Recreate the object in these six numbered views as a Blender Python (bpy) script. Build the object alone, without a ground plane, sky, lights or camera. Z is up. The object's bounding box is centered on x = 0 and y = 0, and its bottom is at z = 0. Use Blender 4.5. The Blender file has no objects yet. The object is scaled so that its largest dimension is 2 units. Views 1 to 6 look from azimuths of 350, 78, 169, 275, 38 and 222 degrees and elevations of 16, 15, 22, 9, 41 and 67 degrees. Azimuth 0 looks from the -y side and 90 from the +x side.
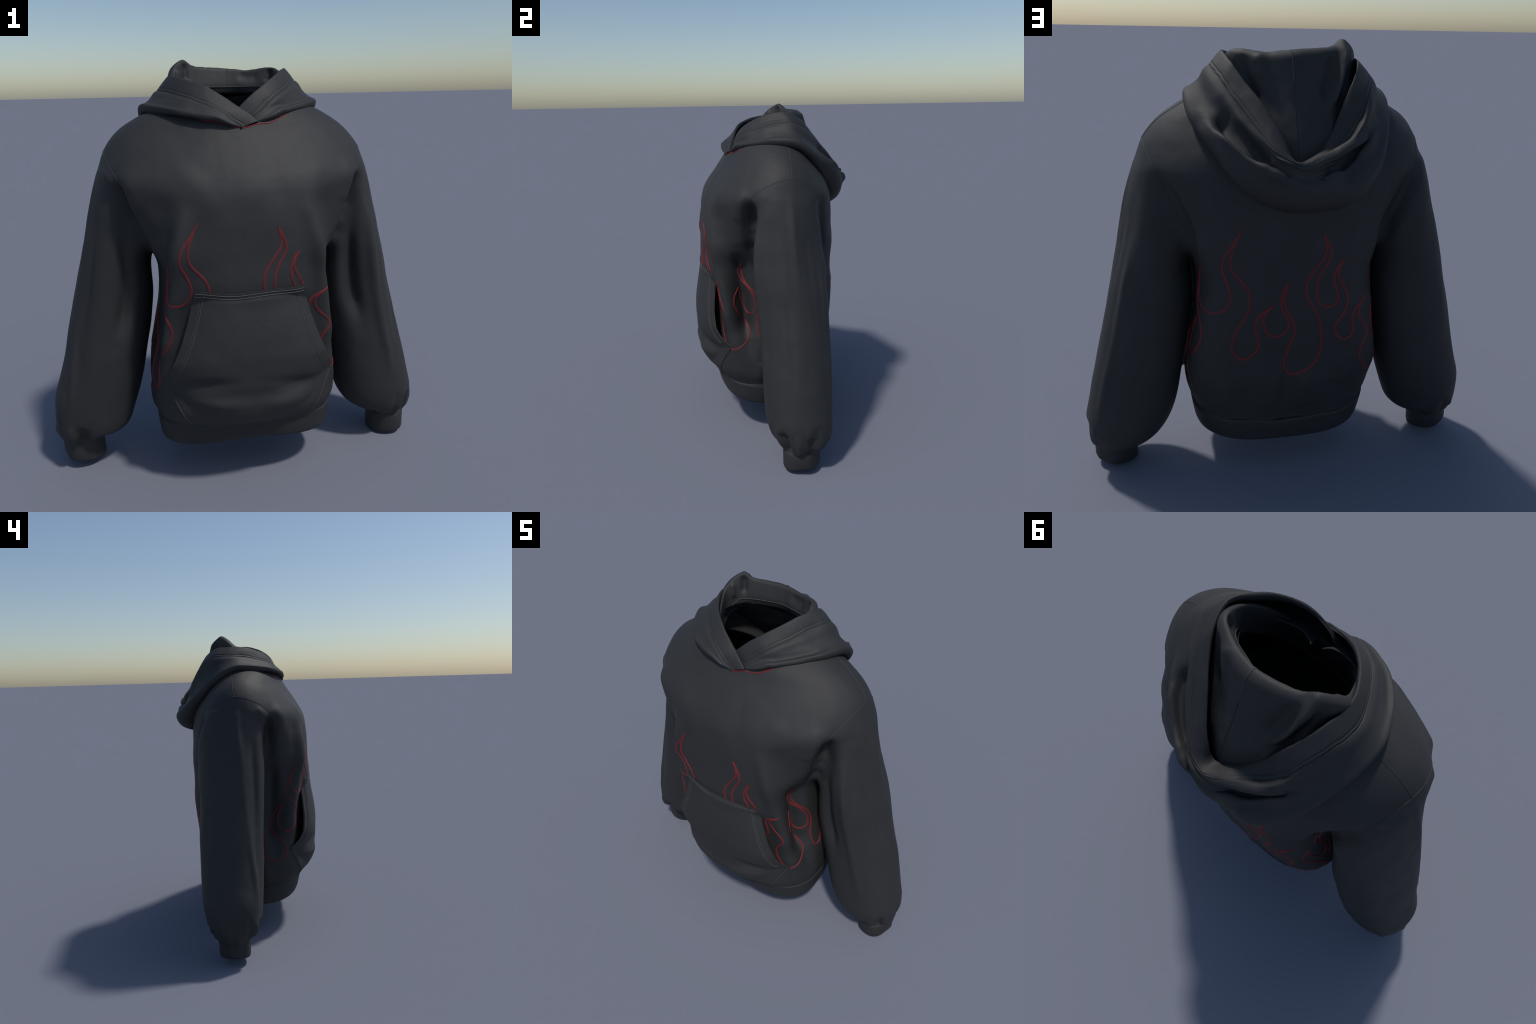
"""A black pullover hoodie with red flame outlines, standing as if worn."""
import bpy, bmesh, math
import numpy as np
from mathutils import Vector, noise
from mathutils.bvhtree import BVHTree

rng = np.random.default_rng(7)


# ------------------------------------------------------------------ helpers
def catmull(pts, n, closed=False, alpha=0.5):
    """Centripetal Catmull-Rom through pts (k, d), n samples by parameter."""
    P = np.asarray(pts, float)
    k = len(P)
    if closed:
        P = np.vstack([P[-1], P, P[0], P[1]])
        seg = k
    else:
        P = np.vstack([2 * P[0] - P[1], P, 2 * P[-1] - P[-2]])
        seg = k - 1
    out = []
    for t in np.linspace(0, seg, n, endpoint=not closed):
        i = min(int(t), seg - 1)
        u = t - i
        p0, p1, p2, p3 = P[i:i + 4]
        d = [max(np.linalg.norm(b - a), 1e-6) ** alpha for a, b in ((p0, p1), (p1, p2), (p2, p3))]
        m1 = (p1 - p0) / d[0] - (p2 - p0) / (d[0] + d[1]) + (p2 - p1) / d[1]
        m2 = (p2 - p1) / d[1] - (p3 - p1) / (d[1] + d[2]) + (p3 - p2) / d[2]
        m1, m2 = m1 * d[1], m2 * d[1]
        out.append((2 * u**3 - 3 * u**2 + 1) * p1 + (u**3 - 2 * u**2 + u) * m1 + (-2 * u**3 + 3 * u**2) * p2 + (u**3 - u**2) * m2)
    return np.array(out)


def resample(P, n):
    """n points evenly spaced along the polyline P."""
    d = np.r_[0, np.cumsum(np.linalg.norm(np.diff(P, axis=0), axis=1))]
    t = np.linspace(0, d[-1], n)
    return np.stack([np.interp(t, d, P[:, i]) for i in range(P.shape[1])], 1)


def smooth_table(table, col, z):
    """Column of a table keyed by its first column, shape-preserving cubic."""
    T = np.asarray(table, float)
    T = T[np.argsort(T[:, 0])]
    x, y = T[:, 0], T[:, col]
    h, d = np.diff(x), np.diff(y) / np.diff(x)
    m = np.r_[d[0], np.where(d[:-1] * d[1:] > 0, 2 * d[:-1] * d[1:] / (d[:-1] + d[1:] + 1e-12), 0), d[-1]]
    z = np.clip(np.asarray(z, float), x[0], x[-1])
    i = np.clip(np.searchsorted(x, z) - 1, 0, len(h) - 1)
    t = (z - x[i]) / h[i]
    return ((2 * t**3 - 3 * t**2 + 1) * y[i] + (t**3 - 2 * t**2 + t) * h[i] * m[i]
            + (-2 * t**3 + 3 * t**2) * y[i + 1] + (t**3 - t**2) * h[i] * m[i + 1])


def grid_faces(nu, nv, close_u=False, close_v=False):
    f = []
    for i in range(nu if close_u else nu - 1):
        for j in range(nv if close_v else nv - 1):
            a, b = i * nv + j, ((i + 1) % nu) * nv + j
            c, d = ((i + 1) % nu) * nv + (j + 1) % nv, i * nv + (j + 1) % nv
            f.append((a, b, c, d))
    return f


def new_object(name, verts, faces, material, parent=None, smooth=True):
    me = bpy.data.meshes.new(name)
    me.from_pydata([tuple(map(float, v)) for v in verts], [], [tuple(map(int, f)) for f in faces])
    me.update()
    if smooth:
        me.polygons.foreach_set("use_smooth", [True] * len(me.polygons))
    if material:
        me.materials.append(material)
    ob = bpy.data.objects.new(name, me)
    bpy.context.scene.collection.objects.link(ob)
    ob.parent = parent
    return ob


def recalc(ob):
    bm = bmesh.new()
    bm.from_mesh(ob.data)
    bmesh.ops.recalc_face_normals(bm, faces=bm.faces)
    bm.to_mesh(ob.data)
    bm.free()


def vertex_normals(V, F):
    """Area-weighted normals for quads / triangles held as index arrays."""
    N = np.zeros_like(V)
    for q in F:
        n = np.cross(V[q[:, 2]] - V[q[:, 0]], V[q[:, -1]] - V[q[:, 1]])
        for c in range(q.shape[1]):
            np.add.at(N, q[:, c], n)
    return N / np.maximum(np.linalg.norm(N, axis=1, keepdims=True), 1e-9)


def line_distance(V, line):
    """Distance of every vertex to a polyline and the place (0..1) along it."""
    L = np.asarray(line, float)
    seg = np.linalg.norm(np.diff(L, axis=0), axis=1)
    start = np.r_[0, np.cumsum(seg)]
    best = np.full(len(V), 1e9)
    along = np.zeros(len(V))
    for i in range(len(L) - 1):
        d = L[i + 1] - L[i]
        t = np.clip(((V - L[i]) @ d) / (d @ d), 0, 1)
        r = np.linalg.norm(V - L[i] - t[:, None] * d, axis=1)
        near = r < best
        best[near] = r[near]
        along[near] = (start[i] + t[near] * seg[i]) / start[-1]
    return best, along


def press_folds(V, N, folds, tree=None):
    """Ridges (+) and furrows (-): polyline, height, half width; ends fade out."""
    D = np.zeros(len(V))
    for line, height, width in folds:
        line = catmull(line, 6 * len(line)) if len(line) > 2 else np.asarray(line, float)
        if tree is not None:
            line = np.array([tree.find_nearest(Vector(p))[0] for p in resample(line, 24)])
        lo, hi = line.min(0) - 3 * width, line.max(0) + 3 * width
        near = np.where(((V > lo) & (V < hi)).all(1))[0]
        if not len(near):
            continue
        r, t = line_distance(V[near], line)
        fade = np.clip(np.minimum(t, 1 - t) / 0.22, 0, 1)
        fade = 0.15 + 0.85 * fade * fade * (3 - 2 * fade)
        D[near] += height * fade * np.exp(-(r / width) ** 2)
    return V + N * D[:, None]


# ---------------------------------------------------------------- materials
def fabric(name, base, rib_axis=None, rough=0.66, grain=1.0):
    m = bpy.data.materials.new(name)
    m.use_nodes = True
    nt = m.node_tree
    nd, ln = nt.nodes, nt.links
    b = nd["Principled BSDF"]
    co = nd.new("ShaderNodeTexCoord")
    big = nd.new("ShaderNodeTexNoise")
    big.inputs["Scale"].default_value = 3.5
    big.inputs["Detail"].default_value = 4
    fine = nd.new("ShaderNodeTexNoise")
    fine.inputs["Scale"].default_value = 420
    fine.inputs["Detail"].default_value = 2
    for n in (big, fine):
        ln.new(co.outputs["Object"], n.inputs["Vector"])
    ramp = nd.new("ShaderNodeValToRGB")
    ramp.color_ramp.elements[0].position = 0.3
    ramp.color_ramp.elements[1].position = 0.72
    ramp.color_ramp.elements[0].color = (*[c * 0.92 for c in base], 1)
    ramp.color_ramp.elements[1].color = (*[c * 1.08 for c in base], 1)
    ln.new(big.outputs["Fac"], ramp.inputs["Fac"])
    mix = nd.new("ShaderNodeMix")
    mix.data_type = "RGBA"
    mix.blend_type = "MULTIPLY"
    mix.inputs["Factor"].default_value = 0.25 * grain
    ln.new(ramp.outputs["Color"], mix.inputs[6])
    ln.new(fine.outputs["Color"], mix.inputs[7])
    grey = nd.new("ShaderNodeMapRange")
    grey.inputs["To Min"].default_value = 0.7
    grey.inputs["To Max"].default_value = 1.3
    ln.new(fine.outputs["Fac"], grey.inputs["Value"])
    ln.new(grey.outputs["Result"], mix.inputs[7])
    ln.new(mix.outputs[2], b.inputs["Base Color"])
    slack = nd.new("ShaderNodeTexNoise")
    slack.inputs["Scale"].default_value = 11
    slack.inputs["Detail"].default_value = 3
    slack.inputs["Distortion"].default_value = 0.6
    ln.new(co.outputs["Object"], slack.inputs["Vector"])
    soft = nd.new("ShaderNodeBump")
    soft.inputs["Strength"].default_value = 0.12 * grain
    soft.inputs["Distance"].default_value = 0.02
    ln.new(slack.outputs["Fac"], soft.inputs["Height"])
    bump = nd.new("ShaderNodeBump")
    ln.new(soft.outputs["Normal"], bump.inputs["Normal"])
    bump.inputs["Strength"].default_value = 0.06 * grain
    bump.inputs["Distance"].default_value = 0.002
    height = fine.outputs["Fac"]
    if rib_axis is not None:
        wave = nd.new("ShaderNodeTexWave")
        wave.wave_type = "RINGS" if rib_axis == "ANGLE" else "BANDS"
        wave.inputs["Scale"].default_value = 62
        wave.inputs["Distortion"].default_value = 0.3
        wave.bands_direction = "DIAGONAL" if rib_axis == "ANGLE" else rib_axis
        if rib_axis == "ANGLE":
            wave.wave_type = "BANDS"
        ln.new(co.outputs["Object"], wave.inputs["Vector"])
        add = nd.new("ShaderNodeMath")
        add.operation = "ADD"
        ln.new(wave.outputs["Fac"], add.inputs[0])
        ln.new(fine.outputs["Fac"], add.inputs[1])
        height = add.outputs[0]
        bump.inputs["Strength"].default_value = 0.12
    ln.new(height, bump.inputs["Height"])
    ln.new(bump.outputs["Normal"], b.inputs["Normal"])
    b.inputs["Roughness"].default_value = rough
    b.inputs["Specular IOR Level"].default_value = 0.45
    return m


BLACK = (0.0255, 0.0256, 0.0264)
M_CLOTH = fabric("black_fleece", BLACK)
M_RIB = fabric("black_rib_knit", tuple(c * 0.93 for c in BLACK), rib_axis="ANGLE")
M_LINING = fabric("black_lining", tuple(c * 0.8 for c in BLACK), rough=0.9)
M_STITCH = fabric("grey_stitching", (0.048, 0.047, 0.047), rough=0.7, grain=0.3)
M_TOPSTITCH = fabric("pale_grey_topstitching", (0.072, 0.071, 0.070), rough=0.7, grain=0.3)
M_RED = fabric("red_print", (0.30, 0.010, 0.013), rough=0.6, grain=0.5)
M_RED_DARK = fabric("faded_red_print", (0.060, 0.036, 0.036), rough=0.6, grain=0.5)

hoodie = bpy.data.objects.new("hoodie", None)
hoodie["label"] = "black pullover hoodie with red flame outlines, kangaroo pocket, empty as if worn"
hoodie["category"] = "hoodie"
bpy.context.scene.collection.objects.link(hoodie)

# --------------------------------------------------------------- body shape
# torso sections: z, half width, front y, back y, exponent of the outline
TORSO = [
    (0.20, 0.436, -0.352, 0.262, 2.9), (0.26, 0.437, -0.356, 0.263, 2.9), (0.325, 0.441, -0.366, 0.268, 2.9), (0.355, 0.448, -0.382, 0.273, 2.9), (0.385, 0.456, -0.406, 0.279, 2.9),
    (0.44, 0.464, -0.428, 0.294, 2.9), (0.55, 0.465, -0.402, 0.317, 3.5), (0.70, 0.438, -0.376, 0.335, 4.6),
    (0.80, 0.416, -0.372, 0.345, 5.0), (0.89, 0.404, -0.380, 0.353, 5.0), (0.95, 0.402, -0.400, 0.357, 4.4), (1.0, 0.402, -0.428, 0.360, 3.6),
    (1.06, 0.403, -0.434, 0.363, 3.5),
    (1.15, 0.430, -0.430, 0.367, 3.5), (1.28, 0.505, -0.428, 0.368, 2.6), (1.38, 0.565, -0.420, 0.366, 2.3), (1.44, 0.605, -0.410, 0.358, 2.2),
    (1.49, 0.632, -0.390, 0.345, 2.2), (1.55, 0.618, -0.357, 0.325, 2.1), (1.60, 0.600, -0.325, 0.298, 2.0), (1.645, 0.570, -0.293, 0.270, 1.95),
    (1.69, 0.525, -0.263, 0.243, 1.9), (1.73, 0.465, -0.243, 0.222, 1.9), (1.77, 0.390, -0.215, 0.205, 1.9), (1.80, 0.325, -0.192, 0.190, 1.9),
    (1.83, 0.260, -0.165, 0.175, 2.0), (1.87, 0.205, -0.120, 0.155, 2.0)]
# sleeves: z, inner x, outer x, front y, back y (right side as worn has its own)
SLEEVE_P = [
    (0.108, 0.720, 0.915, -0.095, 0.102), (0.130, 0.712, 0.922, -0.104, 0.116), (0.148, 0.672, 0.936, -0.118, 0.158),
    (0.175, 0.622, 0.943, -0.140, 0.182), (0.21, 0.578, 0.947, -0.160, 0.190), (0.28, 0.536, 0.945, -0.174, 0.195),
    (0.36, 0.510, 0.927, -0.178, 0.200), (0.50, 0.482, 0.892, -0.180, 0.206), (0.62, 0.456, 0.862, -0.181, 0.209),
    (0.75, 0.434, 0.830, -0.184, 0.209), (0.93, 0.413, 0.784, -0.192, 0.209), (1.04, 0.417, 0.756, -0.200, 0.204), (1.10, 0.414, 0.740, -0.204, 0.200), (1.16, 0.385, 0.725, -0.207, 0.196),
    (1.25, 0.350, 0.703, -0.211, 0.188), (1.40, 0.310, 0.664, -0.211, 0.184), (1.47, 0.330, 0.645, -0.200, 0.180), (1.51, 0.350, 0.632, -0.186, 0.167), (1.56, 0.40, 0.600, -0.13, 0.13)]
SLEEVE_N = [
    (0.125, 0.722, 0.922, -0.068, 0.122), (0.148, 0.712, 0.928, -0.072, 0.138), (0.165, 0.682, 0.938, -0.085, 0.158),
    (0.190, 0.630, 0.945, -0.115, 0.172), (0.21, 0.588, 0.951, -0.134, 0.186), (0.28, 0.556, 0.952, -0.146, 0.204),
    (0.36, 0.528, 0.948, -0.150, 0.222), (0.50, 0.492, 0.908, -0.152, 0.235), (0.62, 0.468, 0.874, -0.155, 0.240),
    (0.75, 0.438, 0.842, -0.157, 0.244), (0.93, 0.418, 0.793, -0.160, 0.240), (1.04, 0.421, 0.765, -0.163, 0.244),
    (1.10, 0.412, 0.749, -0.165, 0.246), (1.16, 0.385, 0.733, -0.167, 0.247), (1.25, 0.350, 0.708, -0.170, 0.247), (1.40, 0.310, 0.664, -0.178, 0.240), (1.47, 0.330, 0.645, -0.178, 0.215), (1.51, 0.350, 0.632, -0.166, 0.200), (1.56, 0.40, 0.600, -0.13, 0.13)]


def torso_ring(z, n=160):
    a, yf, yb, e = (float(smooth_table(TORSO, c, z)) for c in (1, 2, 3, 4))
    yc = 0.5 * (yf + yb) * 0.55
    t = np.linspace(0, 2 * math.pi, n, endpoint=False)
    c, s = np.cos(t), np.sin(t)
    eb = e + float(np.interp(z, [0.2, 0.36, 0.6], [0.1, -0.1, 0]))
    e = np.where(s > 0, eb, e)
    x = a * np.sign(c) * np.abs(c) ** (2 / e)
    x = np.where(x < 0, x * float(np.interp(z, [0.4, 0.6, 1.0, 1.25, 1.35], [0.985, 0.97, 0.96, 0.97, 1])), x)
    y = yc + np.where(s > 0, yb - yc, yc - yf) * np.sign(s) * np.abs(s) ** (2 / e)
    x = x * (1 - float(np.interp(z, [0.2, 0.26, 0.33, 0.40, 0.48], [0.125, 0.085, 0.048, 0.015, 0])) * np.clip(s + 0.25, 0, 1))
    return np.stack([x, y, np.full(n, z)], 1)


def sleeve_ring(table, side, z, n=120):
    xi, xo, yf, yb = (float(smooth_table(table, c, z)) for c in (1, 2, 3, 4))
    t = np.linspace(0, 2 * math.pi, n, endpoint=False)
    e = 2.25
    c, s = np.cos(t), np.sin(t)
    x = 0.5 * (xi + xo) + 0.5 * (xo - xi) * np.sign(c) * np.abs(c) ** (2 / e)
    y = 0.5 * (yf + yb) + 0.5 * (yb - yf) * np.sign(s) * np.abs(s) ** (2 / e)
    return np.stack([side * x, y, np.full(n, z)], 1)


def closed_loft(rings):
    n = len(rings[0])
    V = np.vstack(rings)
    F = grid_faces(len(rings), n, close_v=True)
    lo, hi = len(V), len(V) + 1
    V = np.vstack([V, rings[0].mean(0), rings[-1].mean(0)])
    top = (len(rings) - 1) * n
    for j in range(n):
        k = (j + 1) % n
        F += [(lo, k, j), (hi, top + j, top + k)]
    return V, F


def levels(table, step=0.012):
    return np.linspace(table[0][0], table[-1][0], int((table[-1][0] - table[0][0]) / step))


solids = [closed_loft([torso_ring(z) for z in levels(TORSO)])]
for side, table in ((1, SLEEVE_P), (-1, SLEEVE_N)):
    solids.append(closed_loft([sleeve_ring(table, side, z) for z in levels(table)]))
V, F = [], []
for v, f in solids:
    F += [tuple(i + len(V) for i in q) for q in f]
    V += list(v)
block = new_object("body_block", V, F, None)
recalc(block)
mod = block.modifiers.new("fuse", "REMESH")
mod.mode, mod.voxel_size = "VOXEL", 0.0075
dg = bpy.context.evaluated_depsgraph_get()
fused = bpy.data.meshes.new_from_object(block.evaluated_get(dg))
bpy.data.objects.remove(block)
V = np.empty(len(fused.vertices) * 3)
fused.vertices.foreach_get("co", V)
V = V.reshape(-1, 3)
quads = np.array([p.vertices[:] for p in fused.polygons if len(p.vertices) == 4])
tris = [p.vertices[:] for p in fused.polygons if len(p.vertices) == 3]
faces = [quads] + ([np.array(tris)] if tris else [])
E = np.array([e.vertices[:] for e in fused.edges])


def relax(V, rounds, strength=0.5, keep=None):
    deg = np.zeros(len(V))
    np.add.at(deg, E[:, 0], 1)
    np.add.at(deg, E[:, 1], 1)
    for _ in range(rounds):
        S = np.zeros_like(V)
        np.add.at(S, E[:, 0], V[E[:, 1]])
        np.add.at(S, E[:, 1], V[E[:, 0]])
        step = strength * (S / deg[:, None] - V)
        V = V + (step if keep is None else step * keep[:, None])
    return V


V = relax(V, 10)


def mirror(line):
    return [(-x, y, z) for x, y, z in line]


FOLDS = []
for s in (1, -1):
    side = (lambda L: L) if s == 1 else mirror
    FOLDS += [
        # soft drape from the chest to the pocket opening, with its hollow beside
        (side([(0.27, -0.41, 1.42), (0.31, -0.40, 1.2), (0.345, -0.36, 0.98), (0.36, -0.33, 0.84), (0.385, -0.31, 0.62)]), 0.036, 0.042),
        (side([(0.40, -0.25, 0.98), (0.43, -0.24, 0.76), (0.46, -0.22, 0.60), (0.47, -0.21, 0.48)]), -0.020, 0.05),
        (side([(0.35, -0.37, 1.46), (0.37, -0.36, 1.32), (0.39, -0.33, 1.18), (0.40, -0.29, 1.02)]), -0.014, 0.060),
        # deep tuck between sleeve front and chest
        (side([(0.560, -0.21, 1.505), (0.530, -0.215, 1.42), (0.495, -0.205, 1.32), (0.46, -0.19, 1.20), (0.435, -0.17, 1.12)]), -0.050, 0.026),
        (side([(0.52, -0.26, 1.57), (0.50, -0.28, 1.47), (0.46, -0.28, 1.34)]), 0.010, 0.045),
        # recessed inner face of the sleeve and the ridge that bounds it
        (side([(0.562, -0.21, 1.50), (0.540, -0.21, 1.38), (0.523, -0.205, 1.25), (0.518, -0.195, 1.10), (0.540, -0.18, 0.92), (0.60, -0.17, 0.70)]), -0.040, 0.040),
        (side([(0.595, -0.19, 1.50), (0.615, -0.205, 1.36), (0.628, -0.205, 1.18), (0.655, -0.20, 0.98), (0.71, -0.19, 0.72), (0.78, -0.175, 0.42)]), 0.024, 0.026),
        (side([(0.545, -0.25, 1.56), (0.555, -0.225, 1.50), (0.57, -0.20, 1.46)]), 0.012, 0.018),
        (side([(0.63, -0.10, 1.46), (0.70, -0.11, 1.15), (0.77, -0.11, 0.8), (0.83, -0.11, 0.5)]), -0.010, 0.040),
        (side([(0.62, 0.10, 1.48), (0.68, 0.12, 1.15), (0.75, 0.15, 0.8), (0.80, 0.15, 0.5)]), -0.010, 0.045),
        # back of the arm: tucks below the shoulder blade
        (side([(0.560, 0.20, 1.50), (0.49, 0.235, 1.37), (0.43, 0.23, 1.24), (0.40, 0.20, 1.12)]), -0.042, 0.028),
        (side([(0.585, 0.19, 1.42), (0.57, 0.22, 1.25), (0.60, 0.22, 1.0)]), 0.010, 0.04),
        # gathers above the cuff
        (side([(0.88, 0.15, 0.22), (0.87, 0.09, 0.12)]), -0.018, 0.03),
        (side([(0.68, 0.08, 0.18), (0.73, 0.06, 0.12)]), -0.020, 0.03),
        (side([(0.70, -0.10, 0.22), (0.74, -0.07, 0.13)]), -0.020, 0.03),
        # puckers where the body is gathered into the waistband
        (side([(0.20, 0.32, 0.55), (0.19, 0.30, 0.36)]), -0.010, 0.03),
        (side([(0.08, 0.33, 0.62), (0.09, 0.31, 0.36)]), 0.010, 0.035),
        (side([(0.44, 0.10, 0.55), (0.43, 0.08, 0.36)]), -0.012, 0.035),
        (side([(0.45, -0.14, 0.50), (0.43, -0.16, 0.36)]), 0.010, 0.035),
    ]
FOLDS += [
    # hollow under each arm, further back on the wearer's right
    ([(0.43, -0.26, 1.17), (0.40, -0.26, 1.08), (0.40, -0.255, 0.95), (0.42, -0.245, 0.82), (0.445, -0.235, 0.63)], -0.060, 0.052),
    ([(-0.43, -0.21, 1.17), (-0.40, -0.20, 1.06), (-0.40, -0.19, 0.95), (-0.42, -0.18, 0.80), (-0.445, -0.17, 0.62)], -0.042, 0.050),
    # the belly fills out behind the pouch
    ([(0.0, -0.40, 0.99), (0.0, -0.38, 0.90), (0.0, -0.37, 0.75), (0.0, -0.39, 0.52)], 0.060, 0.13),
    ([(0.625, 0.0, 1.54), (0.69, 0.0, 1.25), (0.76, 0.01, 0.9), (0.85, 0.02, 0.5)], 0.013, 0.022),
    ([(0.66, 0.15, 1.2), (0.74, 0.17, 0.9), (0.84, 0.17, 0.5), (0.88, 0.15, 0.3)], 0.011, 0.024),
    ([(-0.62, 0.0, 1.56), (-0.67, -0.02, 1.3), (-0.735, -0.05, 0.98), (-0.81, -0.095, 0.62), (-0.86, -0.13, 0.35)], 0.019, 0.021),
    ([(-0.64, 0.10, 1.35), (-0.70, 0.16, 1.0), (-0.76, 0.20, 0.75)], 0.012, 0.024),
    ([(-0.66, -0.12, 1.35), (-0.72, -0.13, 1.0), (-0.79, -0.15, 0.65)], -0.011, 0.024),
    ([(-0.67, 0.08, 1.3), (-0.74, 0.06, 0.95), (-0.83, 0.03, 0.55)], -0.009, 0.03),
    ([(0.665, 0.06, 1.35), (0.735, 0.08, 1.0), (0.82, 0.10, 0.6)], -0.009, 0.022),
    ([(0.74, -0.06, 1.05), (0.82, -0.05, 0.7), (0.88, -0.05, 0.4)], -0.008, 0.022),
    ([(0.70, 0.20, 1.05), (0.77, 0.20, 0.75), (0.83, 0.19, 0.5)], 0.010, 0.020),
    # small pulls at the armhole seams and across the back
    ([(0.60, 0.15, 1.52), (0.57, 0.20, 1.46), (0.53, 0.24, 1.39)], 0.010, 0.014),
    ([(0.62, 0.13, 1.48), (0.59, 0.19, 1.41), (0.56, 0.22, 1.34)], -0.010, 0.014),
    ([(-0.60, 0.17, 1.50), (-0.56, 0.22, 1.43), (-0.51, 0.26, 1.36)], 0.009, 0.015),
    ([(-0.60, -0.13, 1.54), (-0.57, -0.17, 1.48), (-0.54, -0.22, 1.42)], 0.009, 0.014),
    ([(-0.59, -0.17, 1.46), (-0.57, -0.2, 1.40)], -0.012, 0.014),
    ([(0.12, 0.37, 1.25), (0.14, 0.35, 0.9), (0.13, 0.32, 0.5)], 0.007, 0.04),
    ([(-0.10, 0.37, 1.2), (-0.12, 0.35, 0.85), (-0.14, 0.32, 0.5)], -0.006, 0.04),
    ([(0.03, 0.32, 0.62), (0.02, 0.29, 0.37)], -0.008, 0.02),
    ([(-0.06, 0.32, 0.60), (-0.05, 0.29, 0.37)], 0.007, 0.022),
    ([(0.30, 0.29, 0.58), (0.27, 0.27, 0.37)], 0.008, 0.025),
    ([(-0.30, 0.29, 0.58), (-0.26, 0.27, 0.37)], -0.008, 0.025),
    # chest: slack cloth below the throat and beside the shoulder
    ([(-0.30, -0.33, 1.60), (-0.20, -0.40, 1.46), (-0.12, -0.425, 1.34)], 0.006, 0.05),
    ([(0.10, -0.30, 1.64), (0.14, -0.39, 1.48), (0.13, -0.42, 1.36)], -0.005, 0.05),
    ([(0.33, -0.30, 1.58), (0.30, -0.37, 1.45), (0.24, -0.42, 1.30)], 0.006, 0.045),
    ([(-0.56, 0.24, 1.49), (-0.47, 0.27, 1.36), (-0.41, 0.25, 1.22), (-0.39, 0.22, 1.1)], -0.022, 0.034),
    # tight bunching where the sleeves meet the cuffs
    ([(-0.81, -0.17, 0.27), (-0.805, -0.13, 0.19), (-0.80, -0.07, 0.13)], -0.030, 0.030),
    ([(0.895, -0.13, 0.27), (0.885, -0.10, 0.18), (0.875, -0.07, 0.11)], -0.030, 0.028),
    ([(0.945, 0.03, 0.25), (0.93, 0.025, 0.17), (0.915, 0.02, 0.11)], -0.028, 0.024)]
for s in (1, -1):
    for k in range(15):
        a = 2 * math.pi * (k + 0.35 * rng.random()) / 15
        yo = 0.0 if s == 1 else 0.03
        tall = 0.10 + 0.09 * rng.random()
        ring = lambda rx, ry, z: (s * (0.815 + rx * math.cos(a)), yo + ry * math.sin(a), z)
        FOLDS.append(([ring(0.105, 0.105, 0.105), ring(0.125, 0.13, 0.14), ring(0.15, 0.165, 0.14 + tall)], (-0.013 if k % 2 else 0.009) * (0.6 + 0.8 * rng.random()), 0.013 + 0.008 * rng.random()))
N = relax(vertex_normals(V, faces), 40, 0.6)
N /= np.linalg.norm(N, axis=1, keepdims=True)
V = press_folds(V, N, FOLDS)
CRUMPLE = lambda p, f, o: noise.fractal(Vector((p[0] * f + o, p[1] * f, p[2] * f * 0.6)), 1.0, 2.0, 3)
V = V + N * np.array([[0.0042 * CRUMPLE(p, 4.5, 3.1)] for p in V])
V = relax(V, 2)
tuck = np.full(len(V), 1e9)
for s in (1, -1):
    for y in (-0.19, 0.2):
        tuck = np.minimum(tuck, line_distance(V, [(s * 0.55, y, 1.47), (s * 0.48, y, 1.28), (s * 0.42, 0.85 * y, 1.08)])[0])
V = relax(V, 22, keep=np.clip(1.7 - tuck / 0.06, 0, 1))

# neckline: everything inside this slanted oval is open
def in_neck(P):
    return (P[:, 0] / 0.236) ** 2 + ((P[:, 1] + 0.040) / 0.216) ** 2 < 1


def cut(P):
    low_body = (P[:, 2] < 0.322) & (np.abs(P[:, 0]) < 0.5)
    cuffs = (P[:, 2] < np.where(P[:, 0] > 0, 0.116, 0.133)) & (np.abs(P[:, 0]) > 0.5)
    return (in_neck(P) & (P[:, 2] > 1.6)) | low_body | cuffs


N = vertex_normals(V, faces)


def sleeve_side(P):
    """+1 / -1 where a point belongs to a sleeve, 0 on the torso."""
    ax, z = np.abs(P[:, 0]), P[:, 2]
    edge = np.interp(z, [0.1, 0.45, 0.62, 0.8, 0.95, 1.12, 1.5, 1.607, 1.7], [0.50, 0.478, 0.455, 0.425, 0.41, 0.43, 0.545, 0.601, 0.72])
    return np.where(ax > edge, np.sign(P[:, 0]), 0)


centre = V[quads].mean(1)
open_q = cut(centre)
owner = sleeve_side(centre)


def body_part(name, mask, offset=0.0, flip=False, material=M_CLOTH):
    q = quads[mask]
    used, idx = np.unique(q, return_inverse=True)
    q = idx.reshape(-1, 4)
    pts = V[used] + N[used] * offset
    ob = new_object(name, pts, q[:, ::-1] if flip else q, material, hoodie)
    ob.data.normals_split_custom_set_from_vertices([tuple(n) for n in (-N[used] if flip else N[used])])
    return ob


torso = body_part("torso", ~open_q & (owner == 0))
for s in (1, -1):
    body_part("sleeve", ~open_q & (owner == s))
body_part("lining", ~open_q, -0.011, True, M_LINING)
skin = BVHTree.FromPolygons([tuple(v) for v in V], [tuple(map(int, q)) for q in quads])


torso_skin = BVHTree.FromPolygons([tuple(v) for v in V], [tuple(map(int, q)) for q in quads[(owner == 0)]])


def on_skin(P, lift=0.0, tree=None):
    """Nearest points on the outer surface, lifted off it."""
    out = []
    for p in P:
        co, no, _, _ = (tree or skin).find_nearest(Vector(p))
        out.append(np.array(co) + np.array(no) * lift)
    return np.array(out)


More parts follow.
